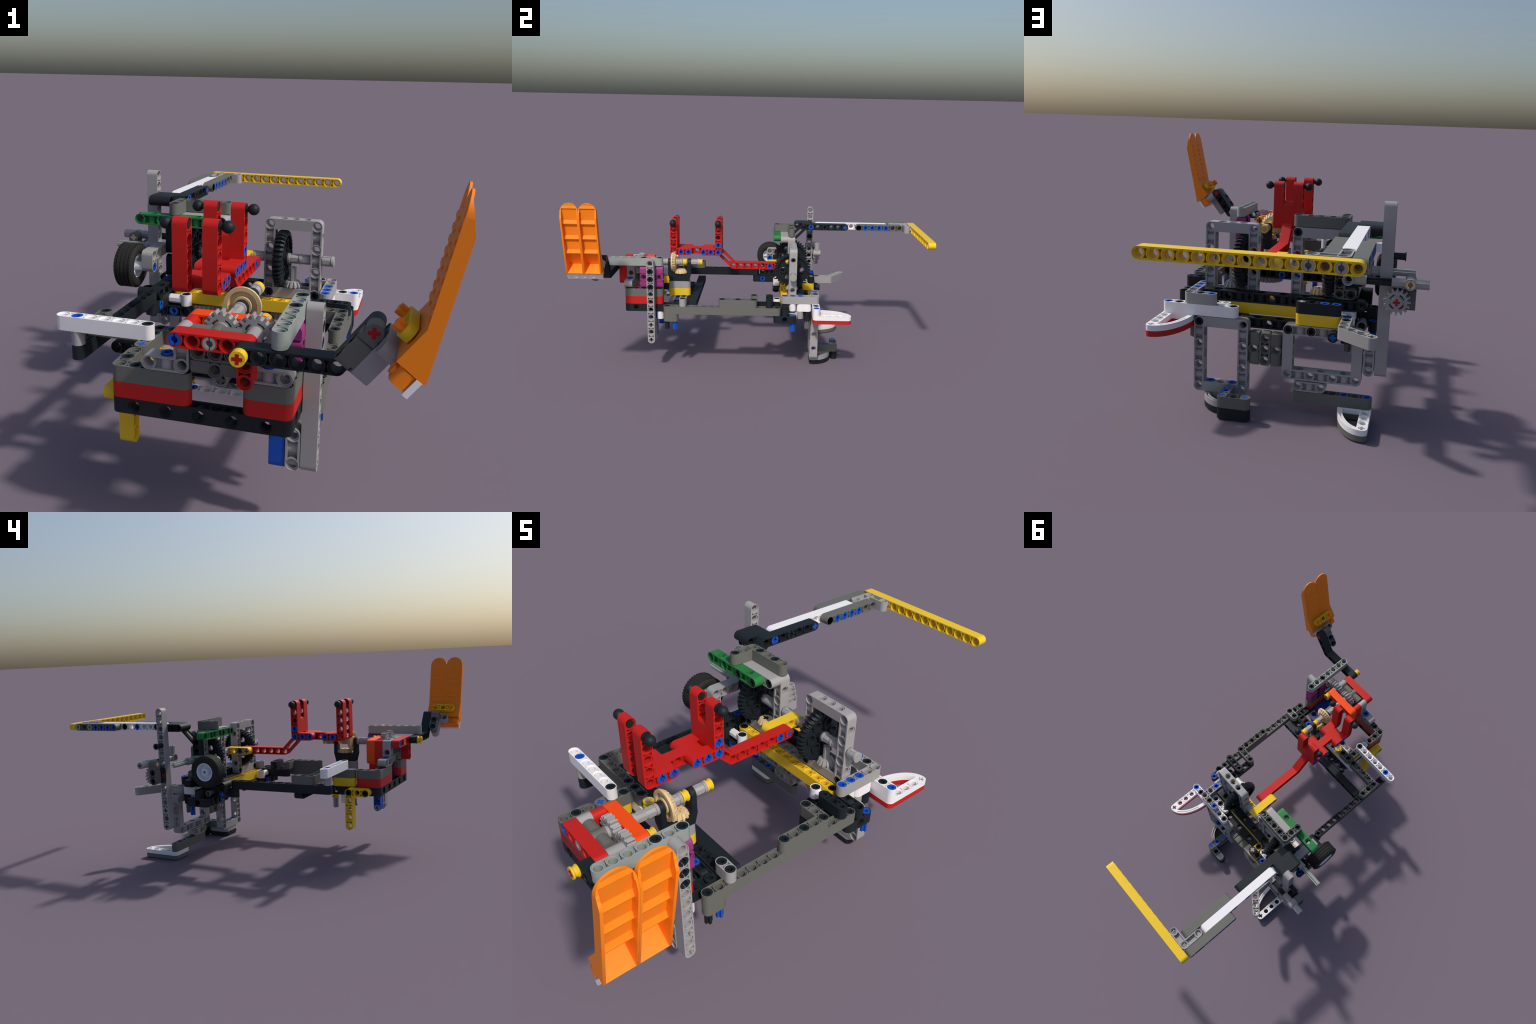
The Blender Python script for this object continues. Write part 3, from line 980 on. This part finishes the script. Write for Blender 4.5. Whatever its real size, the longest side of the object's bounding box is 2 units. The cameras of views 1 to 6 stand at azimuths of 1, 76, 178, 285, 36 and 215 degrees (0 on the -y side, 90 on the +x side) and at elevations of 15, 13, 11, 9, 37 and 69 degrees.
YC, YW = -19.62, 2.05                 # centre line and half width of the two-lobed shovel
def shovel_mesh():
    bm = bmesh.new()
    top = Vector((15.52, 0, 22.72)); kink = Vector((14.24, 0, 16.72))
    up = (top - kink).normalized()
    fwd = Vector((up.z, 0, -up.x))                # towards the hollow side
    H = (top - kink).length
    def P(y, t, d):                               # along the blade, depth from its back
        return tuple(kink + up * t + fwd * d + Vector((0, y, 0)))
    flat = lambda x, y, z: P(x, y, z)             # profile lies in the blade plane
    lengthwise = lambda x, y, z: P(z, x, y)       # profile lies in the side plane (t, depth)
    lobe = YW / 2
    n = 16
    DEEP, FADE = .66, 1.75                        # wall depth; it fades out over the rounded tip
    depth = lambda t: max(.04, DEEP * min(1.0, (H - t) / FADE))
    for s in (-1, 1):
        yc = YC + s * lobe
        w = lobe - .005
        # back plate with rounded top
        arc = [(w * math.cos(math.pi * k / n), H - 1.05 + 1.05 * math.sin(math.pi * k / n)) for k in range(n + 1)]
        prism(bm, [[(yc - w + .012, -.15), (yc + w - .012, -.15)] + [(yc + y * .985, t) for y, t in arc]], 0, .12, flat)
        # rim around the rounded tip, its front edge sloping back to the tip
        rings = []
        for y, t in arc:
            yi, ti = max(-w + .17, min(w - .17, y)), min(t, H - .60)
            rings.append([P(yc + y, t, .02), P(yc + y, t, depth(t)), P(yc + yi, ti, depth(ti)), P(yc + yi, ti, .06)])
        for a, b in zip(rings, rings[1:]):
            for i in range(3):
                bm.faces.new([bm.verts.new(p) for p in (a[i], b[i], b[i + 1], a[i + 1])])
        # grip ribs and a faint panel on the back
        for k in range(8):
            t0 = .45 + k * .58
            prism(bm, [[(-.17, .01), (.17, .01), (.11, -.075), (-.11, -.075)]], yc - .78, yc + .78, lambda x, y, z: P(z, t0 + x, y))
        prism(bm, [[(yc - .6, H - 1.15), (yc + .6, H - 1.15), (yc + .6, H - .45), (yc - .6, H - .45)]], -.02, .02, flat)
        # side walls
        for sy in (-1, 1):
            y1 = yc + sy * w
            y0 = y1 - sy * (.17 if sy == s else .12)
            lo, hi = min(y0, y1), max(y0, y1)
            side = [(13.06, 15.14), (14.32, 14.16), (14.41, 14.27)]
            side += [(q[0], q[2]) for q in (P(0, H - FADE, DEEP), P(0, H - 1.05, depth(H - 1.05)), P(0, H - 1.05, .003), P(0, 0, .003))]
            prism(bm, [side], lo, hi, lambda x, z, y: (x, y, z))
        # ledges across the hollow: dark underside, short sloping top
        for t in (.02, 1.80, 3.66):
            prism(bm, [[(t, .05), (t, .34), (t + .10, .36), (t + .46, .14), (t + .46, .05)]], yc - w + .1, yc + w - .1, lengthwise)
        # deep bottom cell: flared back and floor
        for prof in ([(14.25, 16.735), (13.068, 15.145), (13.20, 15.05), (14.40, 16.70)],
                     [(13.07, 15.14), (14.315, 14.17), (14.40, 14.275), (13.17, 15.25)]):
            prism(bm, [prof], yc - w + .02, yc + w - .02, lambda x, z, y: (x, y, z))
    # lower step: rounded humps carrying round studs
    o = Vector((13.40, 0, 13.74)); e = Vector((-.80, 0, .60)); f = Vector((.60, 0, .80))
    for s in (-1, 1):
        yc = YC + s * lobe
        step = rounded_rect(yc - lobe + .02, -.1, yc + lobe - .02, .80, .3)
        prism(bm, [step], 0, .86, lambda x, y, z: tuple(o + e * y + f * z + Vector((0, x, 0))))
        c2 = o + e * .55 + f * .42
        for dy in (-.5, .5):
            tf2 = lambda x, y, z: tuple(c2 + f * x + Vector((0, y + yc + dy, 0)) + e * z)
            revolve(bm, [(.29, 0), (.29, .42)], 18, tf2, closed=False)
    return finish(bm, 'shovel')
put('shovel', shovel_mesh(), 'orange', (-.09, 0, -.07), 'z', 'x')

def plate_mesh():
    """Thin pale strip under the shovel lip, with stud recesses on its outer face."""
    bm = bmesh.new()
    o = Vector((13.99, 0, 14.39)); e = Vector((-.595, 0, -.803)); f = Vector((.803, 0, -.595))
    out = [(YC - YW, 0), (YC + YW, 0), (YC + YW, 1.0), (YC - YW, 1.0)]
    prism(bm, [out], 0, .30, lambda x, y, z: tuple(o + e * y + f * z + Vector((0, x, 0))))
    for k in range(3):
        y = YC - 1.0 + k
        tf = lambda a, b, z: tuple(o + e * (.5 + a) + f * (.29 + z) + Vector((0, y + b, 0)))
        revolve(bm, [(.20, 0), (.30, 0), (.30, .06), (.20, .06)], 18, tf)
    return finish(bm, 'plate')
put('edge_plate', plate_mesh(), 'white', (-.09, 0, -.05), 'z', 'x')
# thin yellow bar on the back of the shovel, held by two axle studs
yb = Vector((13.34, YC, 16.12))
put('thin_beam', beam_mesh([(0, 0), (2, 0)], (0, 2), .249), 'lyellow', yb - Vector((0, 1, 0)), b_dir, 'y')
for s in (-1, 1):
    axle('orange', yb + Vector((0, s, 0)) - b_dir * .68, yb + Vector((0, s, 0)) + b_dir * .27)
